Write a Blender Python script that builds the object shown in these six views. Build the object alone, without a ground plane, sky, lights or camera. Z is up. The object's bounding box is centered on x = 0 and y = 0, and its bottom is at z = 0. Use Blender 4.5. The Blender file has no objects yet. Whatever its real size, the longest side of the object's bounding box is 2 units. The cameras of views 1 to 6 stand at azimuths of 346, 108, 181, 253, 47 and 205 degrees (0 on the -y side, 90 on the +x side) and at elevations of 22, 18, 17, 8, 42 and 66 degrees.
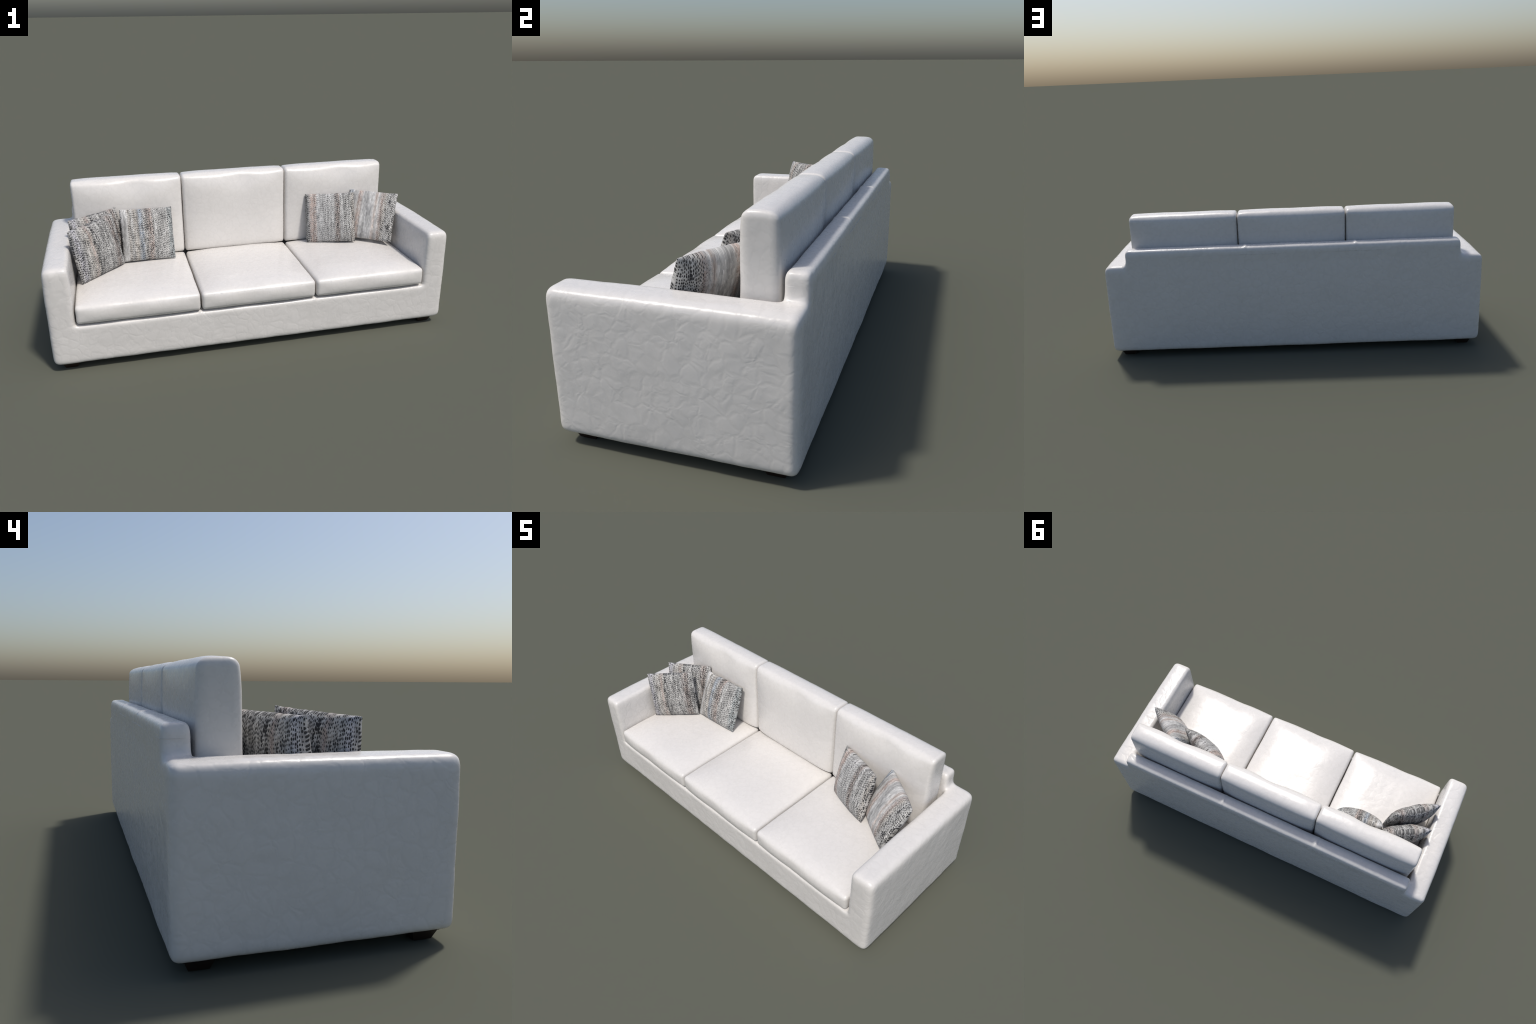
"""Three-seat white leather sofa with five knitted throw pillows."""
import bpy, bmesh, math
import numpy as np
from mathutils import Vector, Euler, noise

# ------------------------------------------------------------------ sizes (m)
FRAME_X   = 0.993      # outer face of the arms before they belly out
ARM_IN    = 0.877      # inner face of the arms
FRONT_Y   = -0.387
BACK_Y    = 0.390
BACKREST_Y = 0.312     # front face of the backrest wall
BOTTOM_Z  = 0.036
RAIL_Z    = 0.233      # top of the seat rail / deck
ARM_Z     = 0.521
BACKREST_Z = 0.606
SEAM_X    = 0.2875     # seams between the three cushions
PILLOW_HALF = 0.1365


# ------------------------------------------------------------------ node help
class Nodes:
    def __init__(self, name):
        self.mat = bpy.data.materials.new(name)
        self.mat.use_nodes = True
        self.t = self.mat.node_tree
        self.t.nodes.clear()
        self.out = self.t.nodes.new("ShaderNodeOutputMaterial")
        self.bsdf = self.t.nodes.new("ShaderNodeBsdfPrincipled")
        self.t.links.new(self.bsdf.outputs[0], self.out.inputs[0])

    def put(self, sock, v):
        if isinstance(v, bpy.types.NodeSocket):
            self.t.links.new(v, sock)
        elif v is not None:
            sock.default_value = v

    def new(self, kind, ins=None, **props):
        n = self.t.nodes.new(kind)
        for k, v in props.items():
            setattr(n, k, v)
        for k, v in (ins or {}).items():
            self.put(n.inputs[k], v)
        return n

    def math(self, op, a, b=0.0, c=None, clamp=False):
        n = self.new("ShaderNodeMath", {0: a, 1: b}, operation=op)
        if c is not None:
            self.put(n.inputs[2], c)
        n.use_clamp = clamp
        return n.outputs[0]

    def noise(self, vec, scale, detail=2.0, rough=0.5, dim="3D", w=None):
        n = self.new("ShaderNodeTexNoise", {"Scale": scale, "Detail": detail, "Roughness": rough},
                     noise_dimensions=dim)
        if dim == "1D":
            self.put(n.inputs["W"], w)
        else:
            self.put(n.inputs["Vector"], vec)
        return n

    def maprange(self, v, a, b, c, d, smooth=False):
        return self.new("ShaderNodeMapRange", {"Value": v, "From Min": a, "From Max": b, "To Min": c, "To Max": d},
                        interpolation_type="SMOOTHSTEP" if smooth else "LINEAR").outputs[0]

    def mix(self, f, a, b, blend="MIX"):
        n = self.t.nodes.new("ShaderNodeMix")
        n.data_type = "RGBA"
        n.blend_type = blend
        self.put(n.inputs[0], f)
        self.put(n.inputs[6], a)
        self.put(n.inputs[7], b)
        return n.outputs[2]

    def ramp(self, fac, stops, interp="LINEAR"):
        n = self.t.nodes.new("ShaderNodeValToRGB")
        r = n.color_ramp
        r.interpolation = interp
        while len(r.elements) < len(stops):
            r.elements.new(0.5)
        for e, (p, c) in zip(r.elements, stops):
            e.position = p
            e.color = (*c, 1) if len(c) == 3 else c
        self.put(n.inputs[0], fac)
        return n.outputs[0]


def warp(N, vec, scale, amount):
    n = N.noise(vec, scale, 2.0)
    off = N.new("ShaderNodeVectorMath", {0: n.outputs["Color"], 1: (0.5, 0.5, 0.5)}, operation="SUBTRACT").outputs[0]
    off = N.new("ShaderNodeVectorMath", {0: off, "Scale": amount}, operation="SCALE").outputs[0]
    return N.new("ShaderNodeVectorMath", {0: vec, 1: off}, operation="ADD").outputs[0]


# ------------------------------------------------------------------ materials
def leather_material(name, cell, depth, rough=0.27):
    """White glossy leather with shallow pebble-like creases."""
    N = Nodes(name)
    co = N.new("ShaderNodeTexCoord").outputs["Object"]
    w1 = warp(N, co, 9.0, 0.075)
    w1 = warp(N, w1, 34.0, 0.011)
    big = N.new("ShaderNodeTexVoronoi", {"Vector": w1, "Scale": cell, "Randomness": 1.0},
                feature="DISTANCE_TO_EDGE").outputs["Distance"]
    small = N.new("ShaderNodeTexVoronoi", {"Vector": w1, "Scale": cell * 1.9, "Randomness": 1.0},
                  feature="DISTANCE_TO_EDGE").outputs["Distance"]
    # plateau with a rounded crease; the fine net only comes up in patches
    plate = N.maprange(big, 0.0, 0.22, 0.0, 1.0, True)
    fine = N.maprange(small, 0.0, 0.26, 0.0, 1.0, True)
    patch = N.maprange(N.noise(co, 13.0, 1.0).outputs["Fac"], 0.45, 0.62, 0.0, 0.55, True)
    fine = N.math("MULTIPLY", N.math("SUBTRACT", fine, 1.0), patch)
    lumps = N.noise(w1, 30.0, 2.0).outputs["Fac"]
    h = N.math("ADD", plate, fine)
    h = N.math("ADD", h, N.math("MULTIPLY", lumps, 0.35))
    b1 = N.new("ShaderNodeBump", {"Height": h, "Strength": 1.0, "Distance": depth})
    # colour: cells a touch lighter than the creases, broad warm/cool drift
    drift = N.noise(co, 5.0, 3.0).outputs["Fac"]
    base = N.mix(drift, (0.676, 0.651, 0.622, 1), (0.714, 0.693, 0.667, 1))
    crease = N.maprange(big, 0.0, 0.16, 1.0, 0.0, True)
    base = N.mix(N.math("MULTIPLY", crease, 0.10), base, (0.50, 0.485, 0.45, 1))
    N.put(N.bsdf.inputs["Base Color"], base)
    N.put(N.bsdf.inputs["Roughness"], N.maprange(N.noise(co, 40.0, 2.0).outputs["Fac"], 0.3, 0.7, rough - 0.03, rough + 0.05))
    N.put(N.bsdf.inputs["Specular IOR Level"], 0.5)
    N.put(N.bsdf.inputs["Normal"], b1.outputs[0])
    return N.mat


def wood_material():
    N = Nodes("dark_stained_wood")
    co = N.new("ShaderNodeTexCoord").outputs["Object"]
    st = N.new("ShaderNodeMapping", {"Vector": co, "Scale": (18.0, 18.0, 160.0)}).outputs[0]
    g = N.noise(st, 1.0, 4.0).outputs["Fac"]
    N.put(N.bsdf.inputs["Base Color"], N.mix(g, (0.010, 0.006, 0.004, 1), (0.026, 0.013, 0.008, 1)))
    N.put(N.bsdf.inputs["Roughness"], 0.45)
    return N.mat


def knit_material(name, tints, holes, seed):
    """Loose ribbed knit: pale yarn columns with rows of dark gaps.
    tints: (position across the pillow, yarn colour); holes: (position, size of the gaps)."""
    N = Nodes(name)
    co = N.new("ShaderNodeTexCoord").outputs["Object"]
    shift = N.new("ShaderNodeVectorMath", {0: co, 1: (seed * 1.37, seed * 0.71, seed * 2.13)}, operation="ADD").outputs[0]
    wv = warp(N, shift, 7.0, 0.003)
    wv = warp(N, wv, 60.0, 0.0018)
    sep = N.new("ShaderNodeSeparateXYZ", {0: wv})
    across = N.math("SUBTRACT", sep.outputs[0], seed * 1.37)
    u = N.maprange(across, -PILLOW_HALF, PILLOW_HALF, 0.0, 1.0)
    column = N.math("MULTIPLY", sep.outputs[0], 208.0)
    stagger = N.new("ShaderNodeTexWhiteNoise", {"W": N.math("FLOOR", N.math("ADD", column, 0.5))},
                    noise_dimensions="1D").outputs["Value"]
    flat = N.new("ShaderNodeCombineXYZ", {0: column,
                                          1: N.math("MULTIPLY_ADD", sep.outputs[2], 84.0, stagger),
                                          2: N.math("MULTIPLY", sep.outputs[1], 9.0)}).outputs[0]
    gaps = N.new("ShaderNodeTexVoronoi", {"Vector": flat, "Scale": 1.0, "Randomness": 0.36},
                 feature="F1", voronoi_dimensions="2D")
    d = gaps.outputs["Distance"]
    hole = N.ramp(u, [(p, (0.72 * v,) * 3) for p, v in holes])
    streak = N.new("ShaderNodeCombineXYZ", {0: N.math("FLOOR", N.math("ADD", column, 0.5)),
                                            1: N.math("MULTIPLY", sep.outputs[2], 26.0), 2: 0.0}).outputs[0]
    st = N.noise(streak, 0.73, 2.0, 0.6).outputs["Fac"]
    patch = N.noise(wv, 24.0, 2.0).outputs["Fac"]
    thr = N.math("MULTIPLY", hole, N.maprange(st, 0.30, 0.70, 0.45, 1.50))
    thr = N.math("MULTIPLY", thr, N.maprange(patch, 0.3, 0.7, 0.85, 1.12))
    gap = N.maprange(N.math("SUBTRACT", thr, d), -0.06, 0.10, 0.0, 1.0, True)
    # yarn colour
    yarn = N.ramp(u, [(p, c) for p, c in tints])
    rnd = N.new("ShaderNodeSeparateColor", {0: gaps.outputs["Color"]})
    lum = N.maprange(rnd.outputs[0], 0.0, 1.0, 0.82, 1.16)
    lum = N.math("MULTIPLY", lum, N.maprange(st, 0.3, 0.7, 1.1, 0.9))
    # single threads of darker and paler yarn running the height of the pillow
    thread = N.new("ShaderNodeCombineXYZ", {0: N.math("MULTIPLY", column, 0.45),
                                            1: N.math("MULTIPLY", sep.outputs[2], 7.0), 2: 3.7}).outputs[0]
    th = N.noise(thread, 1.0, 3.0, 0.65).outputs["Fac"]
    lum = N.math("MULTIPLY", lum, N.maprange(th, 0.32, 0.62, 0.62, 1.18))
    lumc = N.new("ShaderNodeCombineXYZ", {0: lum, 1: lum, 2: lum}).outputs[0]
    yarn = N.mix(1.0, yarn, lumc, "MULTIPLY")
    pale = N.math("MULTIPLY", N.maprange(rnd.outputs[1], 0.62, 0.72, 0.0, 0.55, True), 1.0)
    yarn = N.mix(pale, yarn, N.mix(1.0, (0.54, 0.53, 0.515, 1), lumc, "MULTIPLY"))
    col = N.mix(gap, yarn, (0.040, 0.040, 0.042, 1))
    N.put(N.bsdf.inputs["Base Color"], col)
    N.put(N.bsdf.inputs["Roughness"], 0.85)
    N.put(N.bsdf.inputs["Specular IOR Level"], 0.25)
    rib = N.math("SINE", N.math("MULTIPLY", sep.outputs[0], 2 * math.pi * 208.0))
    hgt = N.math("SUBTRACT", N.math("MULTIPLY", rib, 0.2), gap)
    hgt = N.math("ADD", hgt, N.math("MULTIPLY", rnd.outputs[2], 0.35))
    b = N.new("ShaderNodeBump", {"Height": hgt, "Strength": 0.8, "Distance": 0.0018})
    N.put(N.bsdf.inputs["Normal"], b.outputs[0])
    return N.mat


# ------------------------------------------------------------------ mesh help
def link(ob, parent=None):
    bpy.context.scene.collection.objects.link(ob)
    if parent is not None:
        ob.parent = parent
    return ob


def spread(a, b, step):
    n = max(1, int(round((b - a) / step)))
    return [a + (b - a) * i / n for i in range(1, n)]


def gridlines(breaks, soft, step):
    """Cage lines along one axis: every break gets a support line on each side."""
    pts = []
    for i, b in enumerate(breaks):
        if i > 0:
            pts.append(b - soft[i])
        pts.append(b)
        if i < len(breaks) - 1:
            pts.append(b + soft[i])
    out = [pts[0]]
    for a, b in zip(pts, pts[1:]):
        out += spread(a, b, step) + [b]
    return out


def wob(p, s, seed):
    return noise.noise(Vector((p[0] * s + seed, p[1] * s - seed * 0.7, p[2] * s + seed * 1.9)))


# ------------------------------------------------------------------ sofa frame
def solid(x, y, z):
    """Is this point inside the upholstered frame?"""
    ax = abs(x)
    if ax > FRAME_X or not (FRONT_Y < y < BACK_Y) or z < BOTTOM_Z:
        return False
    if z < RAIL_Z:
        return True
    if ax > ARM_IN:
        return z < ARM_Z
    return y > BACKREST_Y and z < BACKREST_Z


def frame_mesh():
    xs = gridlines([-FRAME_X, -ARM_IN, ARM_IN, FRAME_X], [0.060, 0.034, 0.034, 0.060], 0.055)
    ys = gridlines([FRONT_Y, BACKREST_Y, BACK_Y], [0.046, 0.032, 0.036], 0.055)
    zs = gridlines([BOTTOM_Z, RAIL_Z, ARM_Z, BACKREST_Z], [0.043, 0.026, 0.055, 0.050], 0.055)
    nx, ny, nz = len(xs) - 1, len(ys) - 1, len(zs) - 1
    full = np.zeros((nx + 2, ny + 2, nz + 2), bool)
    for i in range(nx):
        for j in range(ny):
            for k in range(nz):
                full[i + 1, j + 1, k + 1] = solid((xs[i] + xs[i + 1]) / 2, (ys[j] + ys[j + 1]) / 2, (zs[k] + zs[k + 1]) / 2)
    bm = bmesh.new()
    cache = {}

    def v(i, j, k):
        if (i, j, k) not in cache:
            cache[i, j, k] = bm.verts.new((xs[i], ys[j], zs[k]))
        return cache[i, j, k]
    quads = {(1, 0, 0): [(1, 0, 0), (1, 1, 0), (1, 1, 1), (1, 0, 1)], (-1, 0, 0): [(0, 0, 0), (0, 0, 1), (0, 1, 1), (0, 1, 0)],
             (0, 1, 0): [(0, 1, 0), (0, 1, 1), (1, 1, 1), (1, 1, 0)], (0, -1, 0): [(0, 0, 0), (1, 0, 0), (1, 0, 1), (0, 0, 1)],
             (0, 0, 1): [(0, 0, 1), (1, 0, 1), (1, 1, 1), (0, 1, 1)], (0, 0, -1): [(0, 0, 0), (0, 1, 0), (1, 1, 0), (1, 0, 0)]}
    for i, j, k in np.argwhere(full):
        for d, q in quads.items():
            if not full[i + d[0], j + d[1], k + d[2]]:
                bm.faces.new([v(i - 1 + a, j - 1 + b, k - 1 + c) for a, b, c in q])
    me = bpy.data.meshes.new("frame_cage")
    bm.to_mesh(me)
    bm.free()
    ob = link(bpy.data.objects.new("frame_cage", me))
    m = ob.modifiers.new("sub", "SUBSURF")
    m.levels = m.render_levels = 3
    dg = bpy.context.evaluated_depsgraph_get()
    res = bpy.data.meshes.new_from_object(ob.evaluated_get(dg))
    bpy.data.objects.remove(ob)
    return res


def ridge(x, c, w):
    return math.exp(-((x - c) / w) ** 2)


def pad_out(me):
    """Stuffing: the faces belly out a little and the cover is not dead flat."""
    me.update()
    new = np.empty(len(me.vertices) * 3)
    for n, v in enumerate(me.vertices):
        x, y, z = v.co
        nx, ny, nz = v.normal
        belly = 0.0
        fy = max(0.0, 1 - (y / 0.39) ** 2)
        fz = max(0.0, 1 - ((z - 0.27) / 0.25) ** 2)
        if abs(x) > 0.95:
            belly += 0.0065 * abs(nx) * math.sqrt(fy) * (0.35 + 0.65 * fz)
        if 0.87 < abs(x) < 0.90 and z > 0.24:
            belly += 0.006 * abs(nx) * math.sqrt(fy) * fz
        if z > 0.48 and abs(x) > 0.88:
            belly += 0.003 * max(0, nz) * fy
        if y > 0.36:
            belly += 0.007 * max(0, ny) * max(0, 1 - (x / 0.99) ** 2) * fz
        d = belly + 0.0016 * wob(v.co, 7.0, 3.1) + 0.0007 * wob(v.co, 23.0, 8.4)
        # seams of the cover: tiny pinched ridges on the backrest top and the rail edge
        if z > 0.55:
            for c in (0.246, -0.331):
                d += 0.0035 * ridge(x, c, 0.006) * max(0, nz)
        if y < -0.36 and 0.2 < z < 0.24:
            for c in (-0.291, 0.283):
                d += 0.004 * ridge(x, c, 0.006) * max(0, nz)
        new[3 * n:3 * n + 3] = (x + nx * d, y + ny * d, z + nz * d)
    me.vertices.foreach_set("co", new)
    me.update()


def split_frame(me, parent, mat):
    """Cut the seamless frame into named parts that keep the whole body's normals."""
    me.update()
    nv = len(me.vertices)
    co = np.empty(nv * 3); me.vertices.foreach_get("co", co); co = co.reshape(-1, 3)
    no = np.array([v.normal[:] for v in me.vertices])
    parts = {"arm_right": [], "arm_left": [], "backrest": [], "seat_base": []}
    for p in me.polygons:
        c = p.center
        if abs(c.x) > ARM_IN - 0.0005:
            k = "arm_right" if c.x > 0 else "arm_left"
        elif c.y > BACKREST_Y - 0.001:
            k = "backrest"
        else:
            k = "seat_base"
        parts[k].append(tuple(p.vertices))
    for k, faces in parts.items():
        used = sorted({i for f in faces for i in f})
        idx = {o: n for n, o in enumerate(used)}
        m = bpy.data.meshes.new(k)
        m.from_pydata(co[used].tolist(), [], [[idx[i] for i in f] for f in faces])
        m.update()
        m.shade_smooth()
        m.normals_split_custom_set_from_vertices(no[used].tolist())
        m.materials.append(mat)
        name = "arm" if k.startswith("arm") else k
        link(bpy.data.objects.new(name, m), parent)


# ------------------------------------------------------------------ cushions
def soft_box(name, half, rad, bulge, res, shape=None):
    """Rounded box whose six faces belly out. half: half sizes, bulge: per axis (minus, plus)."""
    bm = bmesh.new()
    cache = {}
    n = [max(4, int(round(2 * h / res))) for h in half]

    def ease(i, cnt):
        t = 2.0 * i / cnt - 1
        return t * (1.12 - 0.12 * t * t) if abs(t) < 1 else t

    def v(i, j, k):
        if (i, j, k) not in cache:
            cache[i, j, k] = bm.verts.new((ease(i, n[0]) * half[0], ease(j, n[1]) * half[1], ease(k, n[2]) * half[2]))
        return cache[i, j, k]
    for a, b, c in ((0, 1, 2), (1, 2, 0), (2, 0, 1)):
        for side in (0, n[c]):
            for i in range(n[a]):
                for j in range(n[b]):
                    q = []
                    for di, dj in ((0, 0), (1, 0), (1, 1), (0, 1)):
                        p = [0, 0, 0]
                        p[a], p[b], p[c] = i + di, j + dj, side
                        q.append(v(*p))
                    bm.faces.new(q if side else q[::-1])
    for vert in bm.verts:
        p = list(vert.co)
        core = [max(-half[a] + rad[a], min(half[a] - rad[a], p[a])) for a in range(3)]
        d = [(p[a] - core[a]) / rad[a] for a in range(3)]
        L = math.sqrt(sum(q * q for q in d))
        if L > 1e-9:
            # push onto the rounded shell (the p-norm keeps the flats flat)
            m = max(abs(q) for q in d)
            d = [q * m / L for q in d]
        q = [core[a] + rad[a] * d[a] for a in range(3)]
        t = [max(-1, min(1, q[a] / half[a])) for a in range(3)]
        for a in range(3):
            b, c = (a + 1) % 3, (a + 2) % 3
            amt = bulge[a][1] if t[a] > 0 else bulge[a][0]
            dome = (1 - t[b] ** 2) ** 0.8 * (1 - t[c] ** 2) ** 0.8
            q[a] += amt * dome * abs(t[a]) * (1 if t[a] > 0 else -1)
        if shape:
            q = shape(q, t)
        vert.co = q
    me = bpy.data.meshes.new(name)
    bm.normal_update()
    bm.to_mesh(me)
    bm.free()
    me.update()
    me.shade_smooth()
    return me


def crumple(me, amp, scale, seed):
    me.update()
    for v in me.vertices:
        d = amp * wob(v.co, scale, seed) + amp * 0.4 * wob(v.co, scale * 3.1, seed + 5)
        v.co = v.co + v.normal * d
    me.update()


def plateau(t, k):
    """1 over the middle of a face, sliding to 0 at its edge."""
    return max(0.0, 1 - abs(t) ** k)


def slack(t, c, w):
    """Dip where the stuffing has parted between two lobes."""
    return math.exp(-((t - c) / w) ** 2)


def seat_cushions(parent, mat):
    w, yb, yf = SEAM_X - 0.0030, 0.194, -0.389
    z0, z1 = 0.242, 0.330
    half = (w, (yb - yf) / 2, (z1 - z0) / 2)

    def shape(q, t):
        x, y, z = q
        front = max(0.0, -t[1]) ** 4
        if t[2] > 0:
            z += 0.030 * t[2] * plateau(t[0], 4.0) * plateau(t[1], 5.6)
            z -= 0.009 * t[2] * front * slack(t[0], -0.15, 0.26) * plateau(t[1], 12.0)
        else:
            z += 0.010 * t[2] * plateau(t[0], 8.0) * plateau(t[1], 8.0)
        if t[1] < 0:
            y += t[1] * plateau(t[0], 4.0) * plateau(t[2], 2.0) * (0.012 - 0.006 * slack(t[0], -0.15, 0.26))
        return [x, y, z]
    me = soft_box("seat_cushion", half, (0.013, 0.018, 0.016), ((0, 0), (0, 0), (0, 0)), 0.0075, shape)
    crumple(me, 0.0011, 9.0, 2.2)
    me.materials.append(mat)
    for c in (-2 * SEAM_X, 0.0, 2 * SEAM_X):
        ob = link(bpy.data.objects.new("seat_cushion", me), parent)
        ob.scale.x = 1.014 if c else 1.0                      # the end seats fill up to the arms
        ob.location = (c * 1.009, (yb + yf) / 2, (z0 + z1) / 2)


def back_cushions(parent, mat):
    w = SEAM_X - 0.001
    yf, yb, z0, z1 = 0.182, 0.296, 0.330, 0.763
    half = (w, (yb - yf) / 2, (z1 - z0) / 2)

    def shape(q, t):
        x, y, z = q
        up = max(0.0, t[2]) ** 4
        if t[1] < 0:
            low = max(0.0, -t[2])
            puff = 0.026 * plateau(t[0], 4.2 + 4.0 * low) * plateau(t[2], 5.0 + 11.0 * low)
            puff -= 0.019 * slack(t[0], 0.08, 0.30) * max(0.0, t[2]) ** 2 * plateau(t[2], 10.0)
            y += t[1] * puff
            y += 0.006 * up * -t[1] - 0.004 * max(0.0, -t[2]) * -t[1]
        else:
            y += 0.013 * t[1] * plateau(t[0], 4.0) * plateau(t[2], 3.0)
            y -= 0.002 * up * t[1]
            z -= 0.006 * up * t[1] ** 2
        z += up * 0.006 * plateau(t[1], 2.0) * plateau(t[0], 6.0)
        return [x, y, z]
    me = soft_box("back_cushion", half, (0.013, 0.026, 0.022), ((0, 0), (0, 0), (0, 0)), 0.0075, shape)
    crumple(me, 0.0011, 9.0, 6.7)
    me.materials.append(mat)
    for c in (-2 * SEAM_X, 0.0, 2 * SEAM_X):
        ob = link(bpy.data.objects.new("back_cushion", me), parent)
        ob.location = (c, (yb + yf) / 2, (z0 + z1) / 2)


# ------------------------------------------------------------------ feet
def feet(parent, mat):
    bm = bmesh.new()
    rings = [(0.027, 0.0), (0.0275, 0.001), (0.0385, 0.028), (0.0425, 0.030), (0.043, 0.042)]
    prev = None
    for h, z in rings:
        ring = [bm.verts.new((sx * h, sy * h, z)) for sx, sy in ((-1, -1), (1, -1), (1, 1), (-1, 1))]
        if prev is None:
            bm.faces.new(ring[::-1])
        else:
            for i in range(4):
                bm.faces.new((prev[i], prev[(i + 1) % 4], ring[(i + 1) % 4], ring[i]))
        prev = ring
    bm.faces.new(prev)
    me = bpy.data.meshes.new("foot")
    bm.to_mesh(me)
    bm.free()
    me.materials.append(mat)
    for sx in (-1, 1):
        for sy in (-1, 1):
            ob = link(bpy.data.objects.new("foot", me), parent)
            ob.location = (sx * 0.9185, sy * 0.314, 0.0)


# ------------------------------------------------------------------ pillows
def pillow_mesh(seed, thick=(0.050, 0.054), res=96):
    """Square scatter pillow: two puffed faces meeting in a knife edge with pointed corners."""
    a = PILLOW_HALF
    bm = bmesh.new()
    grid = {}
    for side in (-1, 1):
        for i in range(res + 1):
            for j in range(res + 1):
                rim = i in (0, res) or j in (0, res)
                key = (0 if rim else side, i, j)
                if key in grid:
                    continue
                u = math.sin(math.pi / 2 * (2 * i / res - 1))
                v = math.sin(math.pi / 2 * (2 * j / res - 1))
                fu, fv = max(0.0, 1 - u * u), max(0.0, 1 - v * v)
                x = a * u * (1 - 0.016 * fv * abs(u) ** 2)
                z = a * v * (1 - 0.016 * fu * abs(v) ** 2)
                t = thick[side > 0] * (fu ** 0.45) * (fv ** 0.45)
                p = Vector((x * 14 + seed * 3.3, side * 0.8, z * 14))
                t *= 1 + 0.10 * noise.noise(p)
                t += 0.0020 * noise.noise(p * 4.0) * min(1.0, 3 * fu * fv)
                # puckers running in from the seams
                edge = (1 - min(1.0, 4.0 * min(fu, fv)))
                x += 0.0016 * edge * noise.noise(Vector((z * 60, x * 20, seed)))
                z += 0.0016 * edge * noise.noise(Vector((x * 60, z * 20, seed + 4)))
                y = side * t if not rim else 0.0015 * noise.noise(p * 1.2)
                grid[key] = bm.verts.new((x, y, z))

    def g(side, i, j):
        rim = i in (0, res) or j in (0, res)
        return grid[(0 if rim else side, i, j)]
    for side in (-1, 1):
        for i in range(res):
            for j in range(res):
                q = [g(side, i, j), g(side, i + 1, j), g(side, i + 1, j + 1), g(side, i, j + 1)]
                q = list(dict.fromkeys(q))
                bm.faces.new(q if side < 0 else q[::-1])
    me = bpy.data.meshes.new("throw_pillow")
    bm.to_mesh(me)
    bm.free()
    me.update()
    me.shade_smooth()
    return me


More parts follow.
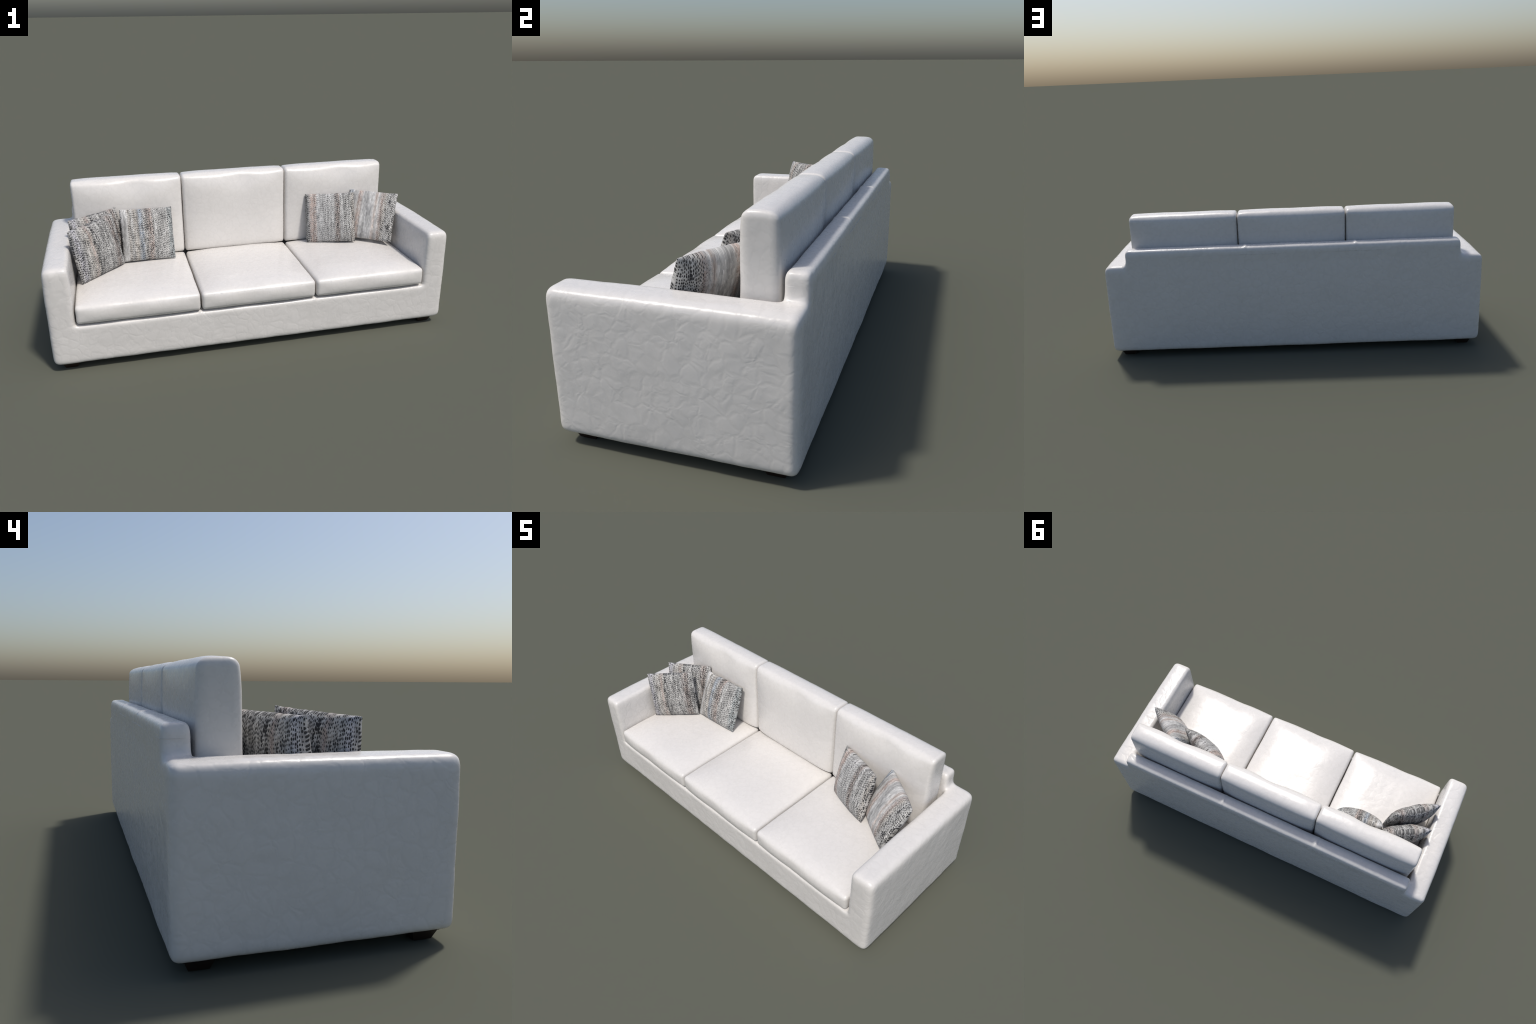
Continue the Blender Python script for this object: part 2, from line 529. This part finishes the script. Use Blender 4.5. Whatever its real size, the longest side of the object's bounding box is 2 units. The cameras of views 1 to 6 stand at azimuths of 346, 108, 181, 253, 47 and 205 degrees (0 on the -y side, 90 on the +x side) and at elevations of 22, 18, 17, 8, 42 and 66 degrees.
GREY, PALE = (0.43, 0.425, 0.41), (0.48, 0.475, 0.465)
ORANGE, TAN, BROWN = (0.48, 0.40, 0.36), (0.46, 0.43, 0.39), (0.33, 0.285, 0.26)
BLUE, TEAL, LILAC, DARK = (0.33, 0.36, 0.395), (0.34, 0.365, 0.365), (0.40, 0.395, 0.43), (0.26, 0.26, 0.25)
PILLOW_CLOTH = {
    "corner": ([(0, GREY), (0.08, LILAC), (0.16, GREY), (0.28, TAN), (0.32, ORANGE), (0.36, TAN), (0.40, DARK), (0.45, GREY),
                (0.74, GREY), (0.82, BROWN), (0.88, BROWN), (0.93, GREY), (1, GREY)],
               [(0, .42), (0.1, .50), (0.2, .38), (0.33, .36), (0.39, .60), (0.43, .56), (0.5, .44), (0.78, .46), (0.85, .52), (1, .44)]),
    "blue_stripe": ([(0, GREY), (0.04, PALE), (0.11, PALE), (0.15, TAN), (0.20, GREY), (0.25, TAN), (0.30, TAN), (0.345, BLUE), (0.39, BLUE),
                     (0.43, GREY), (0.52, BROWN), (0.57, ORANGE), (0.61, GREY), (0.86, GREY), (0.92, TEAL), (1, TEAL)],
                    [(0, .5), (0.04, .12), (0.10, .12), (0.14, .42), (0.3, .36), (0.4, .44), (0.56, .52), (0.62, .42), (0.8, .38), (0.93, .46), (1, .5)]),
    "pale": ([(0, DARK), (0.06, GREY), (0.11, ORANGE), (0.19, (0.56, 0.45, 0.40)), (0.25, PALE), (0.58, PALE), (0.63, BROWN), (0.68, BROWN), (0.72, PALE),
              (0.80, GREY), (0.90, GREY), (0.96, TAN), (1, GREY)],
             [(0, .55), (0.07, .46), (0.12, .28), (0.2, .38), (0.28, .30), (0.45, .40), (0.58, .36), (0.64, .56), (0.69, .42), (0.74, .32), (0.82, .52), (0.9, .46), (1, .5)]),
    "pale_broad": ([(0, GREY), (0.03, BLUE), (0.08, BLUE), (0.12, PALE), (0.20, PALE), (0.24, ORANGE), (0.29, ORANGE), (0.33, PALE), (0.55, PALE),
                    (0.60, (0.55, 0.47, 0.42)), (0.65, PALE), (0.72, ORANGE), (0.77, TAN), (0.84, GREY), (1, GREY)],
                   [(0, .46), (0.05, .40), (0.12, .14), (0.22, .12), (0.27, .20), (0.33, .05), (0.60, .07), (0.68, .2), (0.75, .42), (0.85, .48), (1, .5)]),
}
#            cloth        centre                    tilt, roll, turn (degrees)  puff of front, back
PILLOWS = [("corner",      (-0.751, -0.067, 0.490), (-8.4, -4.7, 39.4), (0.050, 0.056)),
           ("corner",      (-0.743,  0.059, 0.490), (-13.0, -2.2, 29.5), (0.050, 0.058)),
           ("blue_stripe", (-0.492,  0.079, 0.490), (-21.4, 2.2, 4.5), (0.050, 0.054)),
           ("pale",        (0.521,   0.070, 0.493), (-15.0, -3.4, -20.4), (0.050, 0.054)),
           ("pale_broad",  (0.746,   0.036, 0.498), (-25.8, 1.1, -34.6), (0.044, 0.060))]


def pillows():
    mats = {k: knit_material("striped_knit_" + k, t, h, i + 1.0) for i, (k, (t, h)) in enumerate(PILLOW_CLOTH.items())}
    for i, (cloth, loc, rot, puff) in enumerate(PILLOWS):
        me = pillow_mesh(i * 1.7 + 0.4, puff)
        me.materials.append(mats[cloth])
        ob = link(bpy.data.objects.new("throw_pillow", me))
        ob.location = loc
        ob.rotation_euler = Euler([math.radians(r) for r in rot], "XYZ")
        ob["label"] = "square throw pillow in grey striped chunky knit"
        ob["category"] = "pillow"


# ------------------------------------------------------------------ build
def build():
    sofa = link(bpy.data.objects.new("sofa", None))
    sofa["label"] = "white leather three-seat sofa with loose cushions and dark feet"
    sofa["category"] = "sofa"
    cover = leather_material("white_leather_cover", 21.0, 0.00030)
    cushion = leather_material("white_leather_cushion", 27.0, 0.00010)
    fm = frame_mesh()
    pad_out(fm)
    split_frame(fm, sofa, cover)
    bpy.data.meshes.remove(fm)
    seat_cushions(sofa, cushion)
    back_cushions(sofa, cushion)
    feet(sofa, wood_material())
    pillows()


build()
